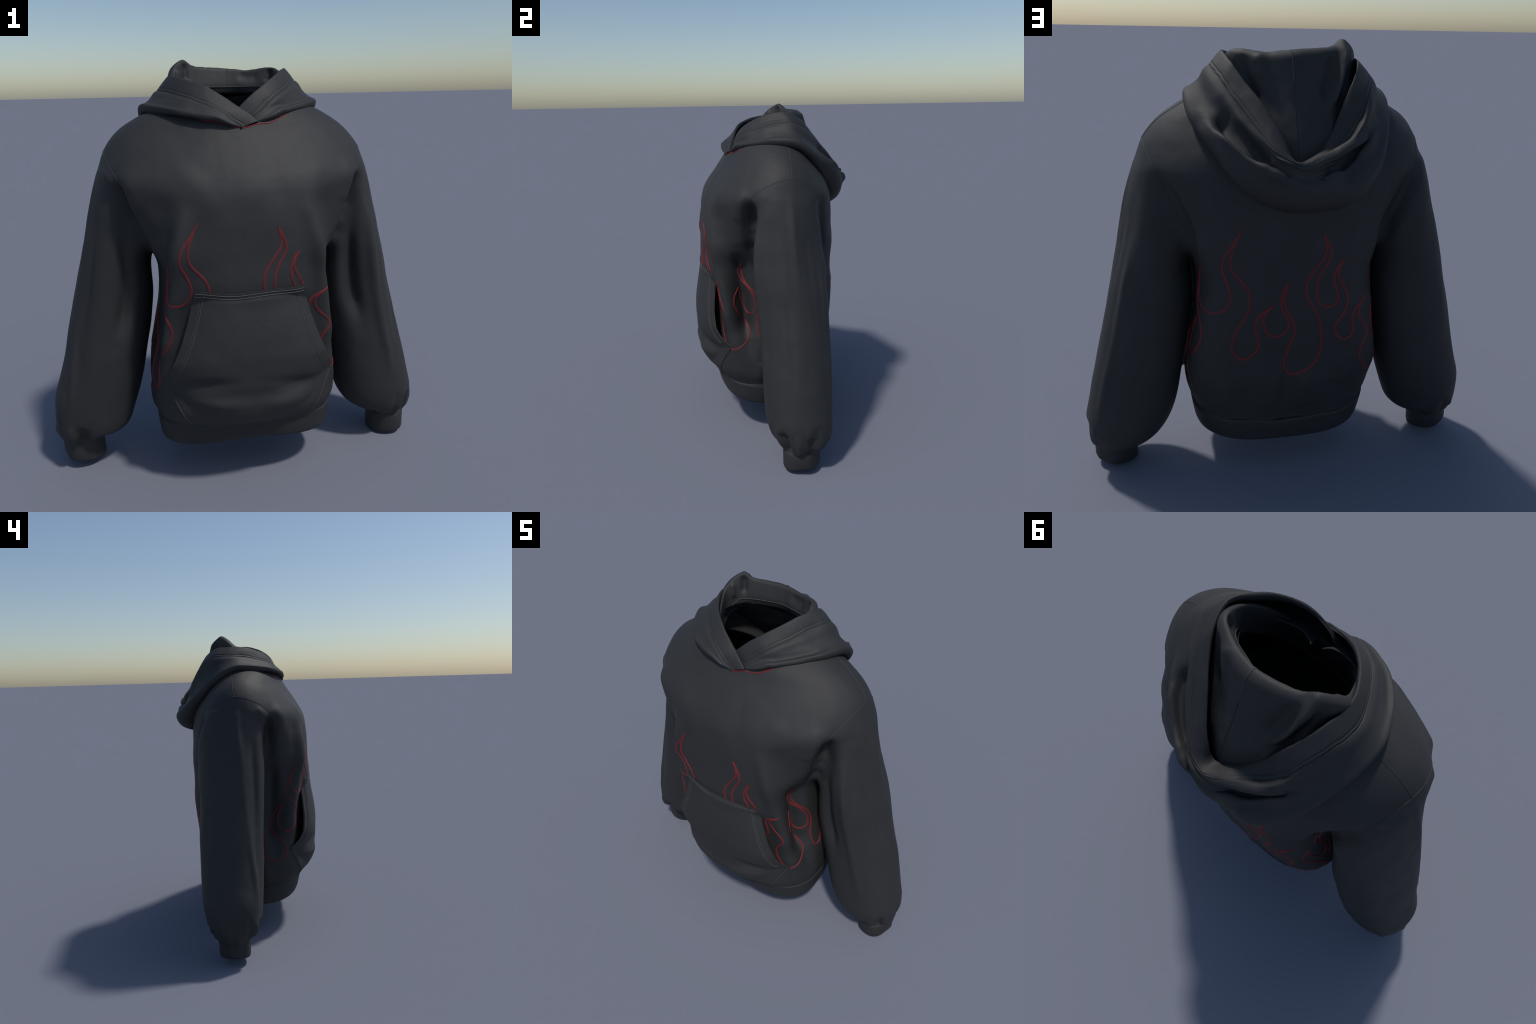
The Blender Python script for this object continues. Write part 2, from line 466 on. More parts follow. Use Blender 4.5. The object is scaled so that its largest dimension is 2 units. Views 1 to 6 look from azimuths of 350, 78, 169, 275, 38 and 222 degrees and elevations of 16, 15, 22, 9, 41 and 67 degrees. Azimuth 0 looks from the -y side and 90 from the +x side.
def tube(name, path, radius, material, parent, sides=6):
    path = np.asarray(path)
    T = np.gradient(path, axis=0)
    T /= np.maximum(np.linalg.norm(T, axis=1, keepdims=True), 1e-9)
    ref = np.array([0.31, 0.57, 0.76])
    A = np.cross(T, ref)
    A /= np.linalg.norm(A, axis=1, keepdims=True)
    B = np.cross(T, A)
    t = np.linspace(0, 2 * math.pi, sides, endpoint=False)
    pts = path[:, None] + radius * (np.cos(t)[None, :, None] * A[:, None] + np.sin(t)[None, :, None] * B[:, None])
    F = grid_faces(len(path), sides, close_v=True)
    F += [tuple(range(sides))[::-1], tuple((len(path) - 1) * sides + i for i in range(sides))]
    return new_object(name, pts.reshape(-1, 3), F, material, parent)


def seam(name, pts, radius=0.0015, n=90, parent=None, lift=0.0004, tree=None):
    path = on_skin(resample(catmull(pts, 12 * len(pts)), n), lift, tree)
    for _ in range(6):
        path[1:-1] = 0.5 * path[1:-1] + 0.25 * (path[:-2] + path[2:])
    path = on_skin(path, lift, tree)
    return tube(name, path, radius, M_STITCH, parent or hoodie)


for s in (1, -1):
    side = (lambda L: L) if s == 1 else mirror
    seam("shoulder_seam", side([(0.33, 0.045, 1.79), (0.42, 0.045, 1.765), (0.51, 0.03, 1.70), (0.601, 0.013, 1.607)]))
    seam("armhole_seam", side([(0.438, -0.18, 1.17), (0.48, -0.21, 1.32), (0.535, -0.22, 1.48),
                               (0.56, -0.18, 1.53), (0.585, -0.09, 1.58), (0.601, 0.013, 1.607), (0.59, 0.10, 1.58),
                               (0.56, 0.17, 1.52), (0.50, 0.23, 1.37), (0.45, 0.23, 1.24)]), n=160)
    seam("side_seam", side([(0.40, -0.03, 0.93), (0.42, -0.03, 0.80), (0.45, -0.03, 0.6), (0.44, -0.03, 0.37)]), tree=torso_skin)

hem = []
for q in np.linspace(0, 1, 240):
    a = 2 * math.pi * q
    front, back = max(-math.sin(a), 0) ** 2, max(math.sin(a), 0) ** 2
    z = 0.336 + 0.030 * front - 0.010 * back + 0.004 * math.sin(7 * a + 0.6) + 0.003 * math.sin(13 * a)
    hem.append((0.44 * math.cos(a), -0.04 + 0.35 * math.sin(a), z))
hem = on_skin(hem, 0.0006, torso_skin)
tube("hem_seam", hem, 0.0021, M_STITCH, hoodie)

# ------------------------------------------------------- waistband and cuffs
# waistband: z of its upper and lower edge varies round the body
def waist_loft():
    rings = []
    prof = [(-0.012, 0.06, -0.030), (0.0, 0.02, -0.006), (0.05, 0.004, 0.003), (0.16, 0.0, 0.004), (0.5, 0.0, 0.005), (0.85, 0.0, 0.004),
            (0.96, 0.0, 0.001), (1.0, 0.0, -0.006), (1.0, 0.0, -0.016), (0.9, 0.0, -0.020), (0.4, 0.0, -0.020)]
    base = torso_ring(0.335, 220)
    foot = torso_ring(0.205, 220)
    c = np.array([0, -0.03])
    for t, _, off in prof:
        ring = base + (foot - base) * t
        d = ring[:, :2] - c
        r = np.linalg.norm(d, axis=1, keepdims=True)
        u = d / r
        front = np.clip(-u[:, 1], 0, 1) ** 2
        back = np.clip(u[:, 1], 0, 1) ** 2
        top = 0.332 + 0.030 * front - 0.010 * back
        bot = 0.198 + 0.050 * front + 0.002 * back
        shrink = (0.006 + 0.004 * back) * t
        ang = np.arctan2(u[:, 1], u[:, 0])
        wob = 0.004 * np.sin(7 * ang + 0.6) * (1 - t) + 0.003 * np.sin(13 * ang) * (1 - t)
        ring[:, :2] = ring[:, :2] + u * (off - shrink + 0.003 + 0.004 * back)[:, None]
        ring[:, 2] = top + (bot - top) * t + wob
        rings.append(ring)
    P = np.vstack(rings)
    ob = new_object("waistband", P, grid_faces(len(rings), 220, close_v=True), M_RIB, hoodie)
    recalc(ob)
    return ob


waist_loft()


def cuff(side, xi, xo, yf, yb, tilt, lift, lean):
    prof = [(0.125, -0.024), (0.112, -0.006), (0.104, 0.001), (0.085, 0.003), (0.05, 0.003), (0.014, 0.003), (0.004, 0.0),
            (0.0, -0.008), (0.004, -0.016), (0.03, -0.019), (0.11, -0.019)]
    t = np.linspace(0, 2 * math.pi, 96, endpoint=False)
    rings = []
    for z, off in prof:
        x = 0.5 * (xi + xo) + (0.5 * (xo - xi) + off) * np.cos(t)
        y = 0.5 * (yf + yb) + (0.5 * (yb - yf) + off) * np.sin(t)
        zz = z + lift + (tilt * (x - 0.5 * (xi + xo)) + lean * (y - 0.5 * (yf + yb)) + 0.0025 * np.sin(3 * t + 1)) * (1 if z < 0.06 else 0.3) + 0.003 * np.sin(5 * t) * (z > 0.08)
        x, y = x + 0.003 * np.sin(4 * t + 20 * z), y + 0.003 * np.cos(3 * t + 15 * z)
        rings.append(np.stack([side * (x + 0.04 * (0.05 - z)), y, zz], 1))
    rings = [r + np.array([[0.0035 * CRUMPLE(p, 14.0, 5.0 + side), 0.0035 * CRUMPLE(p, 14.0, 9.0), 0] for p in r]) for r in rings]
    ob = new_object("cuff", np.vstack(rings), grid_faces(len(rings), 96, close_v=True), M_RIB, hoodie)
    recalc(ob)


cuff(1, 0.720, 0.917, -0.098, 0.104, 0.15, 0.018, 0.05)
cuff(-1, 0.724, 0.924, -0.068, 0.116, 0.15, 0.040, 0.0)

# --------------------------------------------------------- printed flames
# One run of the print, from side seam to side seam.  Every line is a stroke
# between two flame tips: share of the girth from the panel middle, height.
FLAME_STROKES = [
    [(-.2470, .84), (-.2330, .80), (-.2170, .735), (-.2050, .664), (-.2060, .59), (-.2080, .54), (-.1970, .514), (-.1800, .508), (-.1650, .535),
     (-.1560, .585), (-.1620, .64), (-.1790, .685), (-.1880, .73), (-.1830, .785), (-.1680, .85), (-.1530, .89)],
    [(-.1530, .89), (-.1670, .80), (-.1690, .75), (-.1620, .715), (-.1500, .703), (-.1380, .72), (-.1270, .77), (-.1230, .83), (-.1310, .89),
     (-.1470, .95), (-.1510, 1.0), (-.1420, 1.065), (-.1260, 1.14)],
    [(-.1260, 1.14), (-.1400, 1.07), (-.1400, 1.015), (-.1330, .97), (-.1190, .95), (-.1075, .958), (-.0990, .985), (-.0940, 1.03), (-.0980, 1.082),
     (-.1030, 1.13), (-.1030, 1.17), (-.0960, 1.22), (-.0830, 1.27), (-.0700, 1.33)],
    [(-.0700, 1.33), (-.0820, 1.27), (-.0900, 1.20), (-.0910, 1.155), (-.0830, 1.12), (-.0730, 1.088), (-.0670, 1.058), (-.0650, 1.02), (-.0670, .97),
     (-.0760, .92), (-.0870, .865), (-.0920, .81), (-.0890, .765), (-.0810, .735), (-.0730, .727), (-.0640, .74), (-.0550, .77), (-.0500, .803),
     (-.0530, .842), (-.0570, .88), (-.0560, .915), (-.0520, .943), (-.0410, .969), (-.0280, .995)],
    [(-.0280, .995), (-.0390, .965), (-.0450, .934), (-.0440, .906), (-.0400, .871), (-.0320, .843), (-.0230, .835), (-.0130, .845), (-.0050, .873),
     (-.0050, .91), (-.0120, .948), (-.0170, .985), (-.0170, 1.013), (-.0140, 1.053), (-.0070, 1.097)],
    [(-.0070, 1.097), (-.0100, 1.06), (-.0120, 1.018), (-.0100, .975), (-.0030, .934), (.0050, .892), (.0060, .855), (.0020, .81), (-.0030, .766),
     (-.0080, .72), (-.0090, .685), (-.0050, .648), (.0040, .628), (.0140, .631), (.0280, .651), (.0410, .682), (.0480, .728), (.0500, .782),
     (.0490, .836), (.0450, .898), (.0370, .952), (.0260, 1.0), (.0205, 1.05), (.0220, 1.09), (.0280, 1.125), (.0360, 1.16), (.0450, 1.2),
     (.0470, 1.24), (.0400, 1.30)],
    [(.0400, 1.30), (.0500, 1.25), (.0540, 1.215), (.0530, 1.18), (.0460, 1.14), (.0390, 1.09), (.0380, 1.05), (.0410, 1.0), (.0470, .975),
     (.0560, .965), (.0660, .97), (.0720, .995), (.0720, 1.03), (.0660, 1.07), (.0640, 1.105), (.0670, 1.145), (.0760, 1.188)],
    [(.0760, 1.188), (.0700, 1.148), (.0700, 1.11), (.0760, 1.08), (.0840, 1.045), (.0890, 1.01), (.0880, .97), (.0840, .93), (.0770, .90),
     (.0710, .87), (.0710, .84), (.0770, .81), (.0860, .795), (.0960, .80), (.1020, .83), (.1010, .87), (.0985, .905), (.1040, .945), (.1300, .993)],
    [(.1300, .993), (.1130, .955), (.1090, .921), (.1160, .88), (.1300, .831), (.1310, .795), (.1220, .75), (.1170, .71), (.1200, .66), (.1300, .61),
     (.1394, .58), (.1510, .568), (.1710, .593), (.1850, .655), (.1810, .70), (.1630, .757), (.1490, .833), (.1490, .89), (.1600, .942)],
    [(.1600, .942), (.1610, .881), (.1690, .815), (.1830, .775), (.1940, .80), (.1960, .865), (.1840, .943), (.1690, .99), (.1640, 1.04), (.1770, 1.10)],
    [(.1770, 1.10), (.1730, 1.04), (.1810, .97), (.1980, .91), (.2050, .83), (.2000, .74), (.2050, .67), (.2130, .636), (.2240, .65), (.2320, .72),
     (.2310, .78), (.2390, .84)]]


def girth_place(q, z):
    """Point and outward direction on the torso outline at share q of its girth."""
    r = torso_ring(z, 480)[:, :2]
    r = np.roll(r, -int(np.argmin(np.abs(r[:, 0]) + 10 * (r[:, 1] > 0))), axis=0)
    if r[20, 0] < 0:
        r = np.roll(r[::-1], 1, axis=0)
    loop = np.vstack([r, r[:1]])
    d = np.r_[0, np.cumsum(np.linalg.norm(np.diff(loop, axis=0), axis=1))]
    s = (q % 1.0) * d[-1]
    at = lambda w: np.array([np.interp(w % d[-1], d, loop[:, c]) for c in (0, 1)])
    tangent = at(s + 0.006) - at(s - 0.006)
    n = np.array([tangent[1], -tangent[0]])
    return at(s), n / np.linalg.norm(n)


def print_path(stroke, shift, drop):
    pts, nor = [], []
    if shift:  # the cloth of the back sits a little further round on its left
        stroke = [(q - 0.024 * min(1, max(0, (-0.102 - q) / 0.02)), z - 0.012 * (q < -0.14)) for q, z in stroke]
    curve = catmull(stroke, 5 * len(stroke))
    scaled = resample(curve * np.array([2.2, 1.0]), max(40, int(len(stroke) * 7))) / np.array([2.2, 1.0])
    for q, z in scaled:
        p, n = girth_place(q + shift, z - drop)
        hit = torso_skin.ray_cast(Vector((*(p + 0.06 * n), z - drop)), Vector((-n[0], -n[1], 0)), 0.25)
        if hit[0] is None:
            hit = torso_skin.find_nearest(Vector((*p, z - drop)))
        pts.append(np.array(hit[0]))
        nor.append(np.array(hit[1]))
    pts, nor = np.array(pts), np.array(nor)
    for _ in range(3):
        pts[1:-1] = 0.5 * pts[1:-1] + 0.25 * (pts[:-2] + pts[2:])
        nor[1:-1] = 0.5 * nor[1:-1] + 0.25 * (nor[:-2] + nor[2:])
    return pts, nor / np.linalg.norm(nor, axis=1, keepdims=True)


def flame_print(shift, drop, strokes):
    bands = {"red": ([], []), "inlay": ([], [])}
    for k, stroke in enumerate(strokes):
        pts, nor = print_path(stroke, shift, drop)
        T = np.gradient(pts, axis=0)
        S = np.cross(nor, T)
        S /= np.maximum(np.linalg.norm(S, axis=1, keepdims=True), 1e-9)
        lift = 0.0010 + 0.0003 * (k % 2)
        n = len(pts)
        ends = np.minimum(np.arange(n), np.arange(n)[::-1]) / 6.0
        taper = np.clip(0.35 + 0.65 * ends, 0, 1)
        for key, cols in (("red", (-0.0046, -0.0043, -0.0027, -0.0024)), ("inlay", (-0.0024, -0.0020, 0.0020, 0.0024)), ("red", (0.0024, 0.0027, 0.0043, 0.0046))):
            V, F = bands[key]
            base = len(V)
            for i in range(n):
                for j, c in enumerate(cols):
                    h = lift + (0.0009 if j in (1, 2) else -0.0012) - (0.0005 if key == "inlay" else 0)
                    V.append(pts[i] + S[i] * c * taper[i] + nor[i] * h)
            F += [tuple(base + a for a in f) for f in grid_faces(n, 4)]
    a = new_object("flame_outline", *bands["red"], M_RED, torso)
    b = new_object("flame_inlay", *bands["inlay"], M_RED_DARK, torso)
    return a


# in front the pouch covers the low middle flames, so that stretch stays unprinted
flame_print(0.0, 0.0, FLAME_STROKES[:3] + [FLAME_STROKES[3][:14], FLAME_STROKES[5][10:]] + FLAME_STROKES[6:])
flame_print(0.5, 0.03, FLAME_STROKES)

# ------------------------------------------------------------------- pocket
# height, half width, y of the edge, y of the middle
POCKET = [(0.352, 0.278, -0.325, -0.386), (0.375, 0.292, -0.330, -0.418), (0.40, 0.306, -0.332, -0.442), (0.45, 0.333, -0.332, -0.468),
          (0.52, 0.369, -0.325, -0.481), (0.565, 0.393, -0.318, -0.484), (0.583, 0.400, -0.322, -0.484), (0.61, 0.388, -0.350, -0.483),
          (0.648, 0.368, -0.384, -0.484), (0.71, 0.342, -0.409, -0.485), (0.78, 0.312, -0.411, -0.479), (0.855, 0.286, -0.404, -0.468),
          (0.90, 0.271, -0.399, -0.461), (0.96, 0.256, -0.390, -0.452), (1.026, 0.240, -0.380, -0.446)]


def front_y(x, z):
    """Front of the finished torso at (x, z)."""
    hit = torso_skin.ray_cast(Vector((x, -1.0, max(z, 0.345))), Vector((0, 1, 0)), 1.2)[0]
    return hit[1] if hit else -0.30


def pocket_point(u, z):
    """u from -1 (wearer's right edge) to 1 across the pouch."""
    w, ye, ym = (float(smooth_table(POCKET, c, z)) for c in (1, 2, 3))
    x = u * w
    # folds of the sagging pouch: two hollows either side, a fat roll beneath
    side_w = math.exp(-((abs(u) - 0.55) / 0.28) ** 2)
    sag = 0.020 * math.exp(-((z - 0.585 + 0.05 * (abs(u) - 0.5) + 0.03 * u) / 0.034) ** 2) * side_w
    sag += 0.008 * math.exp(-((z - 0.545) / 0.04) ** 2) * (1 - u * u)
    sag -= 0.012 * math.exp(-((z - 0.495 + 0.02 * u) / 0.032) ** 2) * math.exp(-((abs(u) - 0.5) / 0.3) ** 2)
    sag += 0.003 * noise.noise(Vector((x * 9, z * 9, 4.0))) * (1 - u ** 4)
    y = ym + (ye - ym) * abs(u) ** 2.7 + sag
    sewn = max(0.0, min(1.0, (z - 0.985) / 0.03))
    y = min(y, front_y(x, z) - 0.004)
    y += sewn * (front_y(x, z) - 0.007 - y)
    ztop = 0.008 * (1 - u * u) * -1 * np.interp(z, [0.9, 1.026], [0, 1]) + 0.004 * math.sin(5 * u) * np.interp(z, [0.8, 1.0], [0, 1])
    return np.array([x, y, z + float(ztop)])


def build_pocket():
    zs = np.r_[np.linspace(0.352, 0.56, 40), np.linspace(0.566, 0.615, 14), np.linspace(0.622, 1.026, 68)]
    us = np.linspace(-1, 1, 110)
    outer = np.array([[pocket_point(u, z) for u in us] for z in zs])
    nz, nu = len(zs), len(us)
    back = outer + np.array([0, 0.009, 0])
    inner = back.copy()
    P = np.vstack([outer.reshape(-1, 3), inner.reshape(-1, 3)])
    m = nz * nu
    F = grid_faces(nz, nu)
    F += [tuple(m + i for i in q[::-1]) for q in grid_faces(nz, nu)]
    ring = [j for j in range(nu)] + [i * nu + nu - 1 for i in range(1, nz)] + [(nz - 1) * nu + j for j in range(nu - 2, -1, -1)] + [i * nu for i in range(nz - 2, 0, -1)]
    for a, b in zip(ring, ring[1:] + ring[:1]):
        F.append((a, b, m + b, m + a))
    ob = new_object("pocket", P, F, M_CLOTH, hoodie)
    recalc(ob)
    bev = ob.data
    for p in bev.polygons:
        p.use_smooth = True
    bev.set_sharp_from_angle(angle=math.radians(50))

    def stitched(name, path, r=0.0018):
        return tube(name, path, r, M_TOPSTITCH, ob)

    def hem(side, inset):
        pts = []
        for z in np.linspace(0.60, 1.021, 60):
            w = float(smooth_table(POCKET, 1, z))
            dz = (float(smooth_table(POCKET, 1, z + 0.005)) - float(smooth_table(POCKET, 1, z - 0.005))) / 0.01
            u = side * (1 - inset * math.sqrt(1 + dz * dz) / w)
            pts.append(pocket_point(u, z) + np.array([0, -0.0008, 0]))
        return np.array(pts)

    for s in (1, -1):
        stitched("pocket_stitch", hem(s, 0.040))
        stitched("pocket_stitch", hem(s, 0.030), 0.0012)
    for z in (1.015, 1.001):
        stitched("pocket_stitch", np.array([pocket_point(u, z) + np.array([0, -0.0008, 0]) for u in np.linspace(-0.985, 0.985, 80)]))
    for s in (1, -1):
        stitched("pocket_stitch", np.array([pocket_point(s * 0.985, z) + np.array([0, -0.001, 0]) for z in np.linspace(0.356, 0.57, 40)]), 0.0015)


build_pocket()

# --------------------------------------------------------------------- hood
# stations round the hood from the overlapping end at the throat, over the
# wearer's right shoulder, behind the neck and back to the throat.
# each: rim of the opening, seam of the rim band, outermost fold
HOOD = [
    ((0.076, -0.250, 1.722), (0.010, -0.264, 1.702), (-0.012, -0.258, 1.698)),
    ((0.039, -0.236, 1.755), (-0.040, -0.258, 1.733), (-0.045, -0.272, 1.710)),
    ((-0.001, -0.219, 1.785), (-0.080, -0.248, 1.766), (-0.105, -0.270, 1.732)),
    ((-0.129, -0.160, 1.868), (-0.200, -0.175, 1.818), (-0.240, -0.225, 1.757)),
    ((-0.217, -0.078, 1.905), (-0.285, -0.060, 1.848), (-0.352, -0.118, 1.766)),
    ((-0.279, 0.033, 1.924), (-0.340, 0.060, 1.862), (-0.426, 0.025, 1.765)),
    ((-0.273, 0.155, 1.915), (-0.325, 0.180, 1.850), (-0.415, 0.160, 1.690)),
    ((-0.235, 0.240, 1.860), (-0.285, 0.275, 1.790), (-0.375, 0.280, 1.600)),
    ((-0.190, 0.268, 1.770), (-0.245, 0.310, 1.700), (-0.312, 0.384, 1.522)),
    ((-0.130, 0.300, 1.650), (-0.170, 0.350, 1.622), (-0.212, 0.460, 1.474)),
    ((-0.055, 0.350, 1.585), (-0.070, 0.422, 1.598), (-0.100, 0.478, 1.478)),
    ((0.020, 0.388, 1.562), (0.012, 0.462, 1.580), (0.000, 0.492, 1.480)),
    ((0.060, 0.375, 1.640), (0.092, 0.440, 1.614), (0.100, 0.464, 1.488)),
    ((0.126, 0.300, 1.760), (0.175, 0.340, 1.705), (0.228, 0.412, 1.525)),
    ((0.200, 0.208, 1.859), (0.250, 0.235, 1.805), (0.322, 0.326, 1.600)),
    ((0.240, 0.140, 1.918), (0.290, 0.155, 1.862), (0.392, 0.220, 1.675)),
    ((0.260, 0.045, 1.951), (0.316, 0.075, 1.897), (0.418, 0.095, 1.760)),
    ((0.218, -0.050, 1.932), (0.275, -0.035, 1.880), (0.388, -0.030, 1.774)),
    ((0.179, -0.108, 1.910), (0.235, -0.105, 1.858), (0.315, -0.118, 1.766)),
    ((0.105, -0.170, 1.862), (0.168, -0.184, 1.822), (0.222, -0.192, 1.752)),
    ((0.040, -0.196, 1.815), (0.107, -0.213, 1.776), (0.145, -0.238, 1.732)),
    ((-0.020, -0.205, 1.760), (0.055, -0.226, 1.738), (0.085, -0.240, 1.716)),
    ((-0.050, -0.210, 1.725), (0.020, -0.228, 1.718), (0.060, -0.232, 1.712))]
# upper lip of the heavy roll that hangs down the back, by station
LIP = {6: (-0.388, 0.165, 1.735), 7: (-0.345, 0.260, 1.660), 8: (-0.275, 0.335, 1.592), 9: (-0.175, 0.412, 1.535), 10: (-0.080, 0.452, 1.510),
       11: (0.010, 0.476, 1.508), 12: (0.098, 0.452, 1.532), 13: (0.195, 0.400, 1.590), 14: (0.292, 0.325, 1.655), 15: (0.366, 0.210, 1.728)}
NS, NP = 300, 90


def build_hood():
    H = np.array(HOOD)
    rim, sm, fold = (catmull(H[:, i], NS) for i in range(3))
    T = np.gradient(rim, axis=0)
    T /= np.linalg.norm(T, axis=1, keepdims=True)
    P = np.zeros((NS, NP, 3))
    lips = []
    for j, (r0, s0, f0) in enumerate(HOOD):
        lips.append(LIP.get(j, tuple(np.array(s0) + 0.62 * (np.array(f0) - np.array(s0)))))
    lip = catmull(lips, NS)
    k = np.linspace(0, len(HOOD) - 1, NS)
    # how far each station hangs down the back, and how hollow its middle is
    backness = np.interp(k, [0, 6, 8, 10, 11, 12.5, 14, 15.5, 22], [0, 0.15, 0.6, 1, 1, 1, 0.6, 0.15, 0])
    hollow = np.interp(k, [0, 2, 4, 6, 7.5, 9, 10, 11, 12, 13, 14, 16, 18, 20, 22],
                       [0.004, 0.004, 0.004, 0.002, -0.010, -0.040, -0.044, -0.022, -0.030, -0.036, -0.016, 0.002, 0.004, 0.004, 0.004])
    proud = np.interp(k, [0, 6.5, 7.7, 8.5, 9.5, 10.2, 11, 22], [0.004, 0.004, 0.026, 0.036, 0.030, 0.016, 0.006, 0.004])
    flap = np.interp(k, [0, 2.5, 5, 17, 19.5, 22], [0.04, 0.10, 1, 1, 0.10, 0.04])
    thick = np.interp(k, [0, 1.5, 4, 8, 11, 14, 18, 20.5, 22], [0.006, 0.024, 0.056, 0.055, 0.055, 0.055, 0.056, 0.024, 0.006])
    for i in range(NS):
        r, s, f = rim[i], sm[i], fold[i]
        inward = np.array([0 - f[0], 0.03 - f[1], 0.0])
        inward /= np.linalg.norm(inward)
        across = s - r
        w = np.linalg.norm(across)
        across /= w
        n = np.cross(across, T[i])
        n /= np.linalg.norm(n)
        if n @ (np.array([0, 0, 1.0]) - 0.6 * inward) < 0:
            n = -n
        b, h, th = backness[i], hollow[i], thick[i]
        l = lip[i]
        rise = l - s
        down = np.array([0, 0, -1.0])
        ctrl = [
            r + across * 0.085 * flap[i] - n * (0.008 + 0.014 * flap[i]),
            r + across * 0.045 * flap[i] - n * (0.010 + 0.007 * flap[i]),
            r + across * 0.006 - n * 0.014,
            r + n * 0.0 - across * 0.002,
            r + across * (0.35 * w) + n * 0.003,
            s,
            s + rise * 0.24 + n * (0.3 * h * (h > 0) + proud[i]),
            s + rise * 0.62 + n * h,
            l + n * (0.12 * th * (1 - b)) - inward * (0.004 + 0.006 * b),
            f + inward * (0.004 * b - 0.004) - down * 0.6 * th * (1 - b),
            f + inward * (0.004 + 0.028 * b) + down * (-0.05 * th * (1 - b) + (0.45 * th + 0.05) * b),
            f + inward * (0.045 + 0.085 * b) + down * (-0.15 * th * (1 - b) + (0.30 * th + 0.10) * b),
            f + inward * (0.11 + 0.06 * b) + down * (-0.03 * (1 - b) + 0.05 * b)]
        P[i] = resample(catmull(np.array(ctrl), 140), NP)
    return P, rim, sm


HP, RIM, SEAM = build_hood()
hv = HP.reshape(-1, 3)
hf = np.array(grid_faces(NS, NP))
# refine, then give the cloth its ridges, hollows and stitched grooves
hn = vertex_normals(hv, [hf])
inside = ((hv[hf[0][0]] * 0).sum())
mid = hn.reshape(NS, NP, 3)[:, NP // 2]
outward = np.einsum("ij,ij->i", mid, HP[:, NP // 2] - np.array([0, 0.03, 1.6])).mean()
if outward < 0:
    hf = hf[:, ::-1]
    hn = -hn
HOOD_FOLDS = [
    # dents and ridges in the draped back
    ([(0.30, 0.26, 1.76), (0.27, 0.32, 1.69), (0.21, 0.385, 1.63), (0.12, 0.43, 1.56)], -0.030, 0.024),
    ([(0.24, 0.30, 1.74), (0.20, 0.36, 1.68), (0.15, 0.41, 1.62)], 0.009, 0.014),
    ([(0.325, 0.29, 1.68), (0.27, 0.35, 1.64), (0.19, 0.42, 1.585), (0.11, 0.46, 1.535), (0.03, 0.475, 1.51)], 0.030, 0.015),
    ([(0.18, 0.40, 1.62), (0.14, 0.44, 1.585), (0.09, 0.46, 1.55)], 0.010, 0.014),
    ([(-0.33, 0.25, 1.645), (-0.24, 0.36, 1.63), (-0.16, 0.41, 1.60), (-0.05, 0.46, 1.565), (0.02, 0.475, 1.545)], 0.026, 0.015),
    ([(-0.25, 0.36, 1.60), (-0.16, 0.42, 1.56), (-0.08, 0.45, 1.535)], -0.020, 0.020),
    ([(-0.32, 0.27, 1.64), (-0.28, 0.32, 1.59), (-0.19, 0.40, 1.54), (-0.12, 0.44, 1.515), (-0.03, 0.47, 1.505)], 0.030, 0.015),
    ([(-0.20, 0.41, 1.55), (-0.16, 0.44, 1.50), (-0.14, 0.45, 1.45)], -0.010, 0.02),
    ([(0.06, 0.47, 1.52), (0.04, 0.49, 1.47)], -0.006, 0.015),
    ([(0.37, 0.20, 1.72), (0.35, 0.27, 1.63), (0.29, 0.37, 1.54)], -0.010, 0.03),
    ([(-0.34, 0.24, 1.70), (-0.28, 0.29, 1.68), (-0.24, 0.32, 1.68)], 0.010, 0.022),
    # creases above the shoulder folds
    ([(0.12, -0.215, 1.765), (0.2, -0.19, 1.785), (0.3, -0.11, 1.80), (0.38, -0.02, 1.805)], -0.008, 0.014),
    ([(0.14, -0.22, 1.752), (0.24, -0.17, 1.772), (0.33, -0.09, 1.785)], 0.007, 0.014),
    ([(-0.15, -0.26, 1.755), (-0.25, -0.21, 1.785), (-0.36, -0.08, 1.80)], -0.007, 0.016),
    ([(-0.10, -0.268, 1.735), (-0.2, -0.245, 1.755), (-0.3, -0.18, 1.775)], 0.008, 0.016),
]
hood_tree = BVHTree.FromPolygons([tuple(v) for v in hv], [tuple(map(int, q)) for q in hf])
hv = press_folds(hv, hn, HOOD_FOLDS, hood_tree)
hv = hv + hn * np.array([[0.0035 * CRUMPLE(p, 9.0, 7.7)] for p in hv])
d_rim, _ = line_distance(hv, RIM[::3])
col = np.tile(np.arange(NP), NS)
hw = np.repeat(np.linalg.norm(SEAM - RIM, axis=1), NP)
outer_side = col > NP * 0.24


def build_hood_mesh():
    """Finer columns across the band so that two stitched grooves stand out."""
    fine = []
    P = hv.reshape(NS, NP, 3)
    for i in range(NS):
        d = np.r_[0, np.cumsum(np.linalg.norm(np.diff(P[i], axis=0), axis=1))]
        jr = np.argmin(np.linalg.norm(P[i] - RIM[i], axis=1))
        a, w = d[jr], np.linalg.norm(SEAM[i] - RIM[i])
        t = np.r_[np.linspace(0, a - 0.012, 10), a + np.array([-0.008, -0.004, 0, 0.004, 0.009]), a + np.linspace(0.2, 0.72, 8) * w,
                  a + w + np.array([-0.0175, -0.0145, -0.0115, -0.006, -0.0033, -0.001, 0.002, 0.005, 0.009]),
                  np.linspace(a + w + 0.016, d[-1], 60)]
        t = np.maximum.accumulate(t)
        row = np.stack([np.interp(t, d, P[i][:, c]) for c in range(3)], 1)
        fine.append(row)
    return np.array(fine)


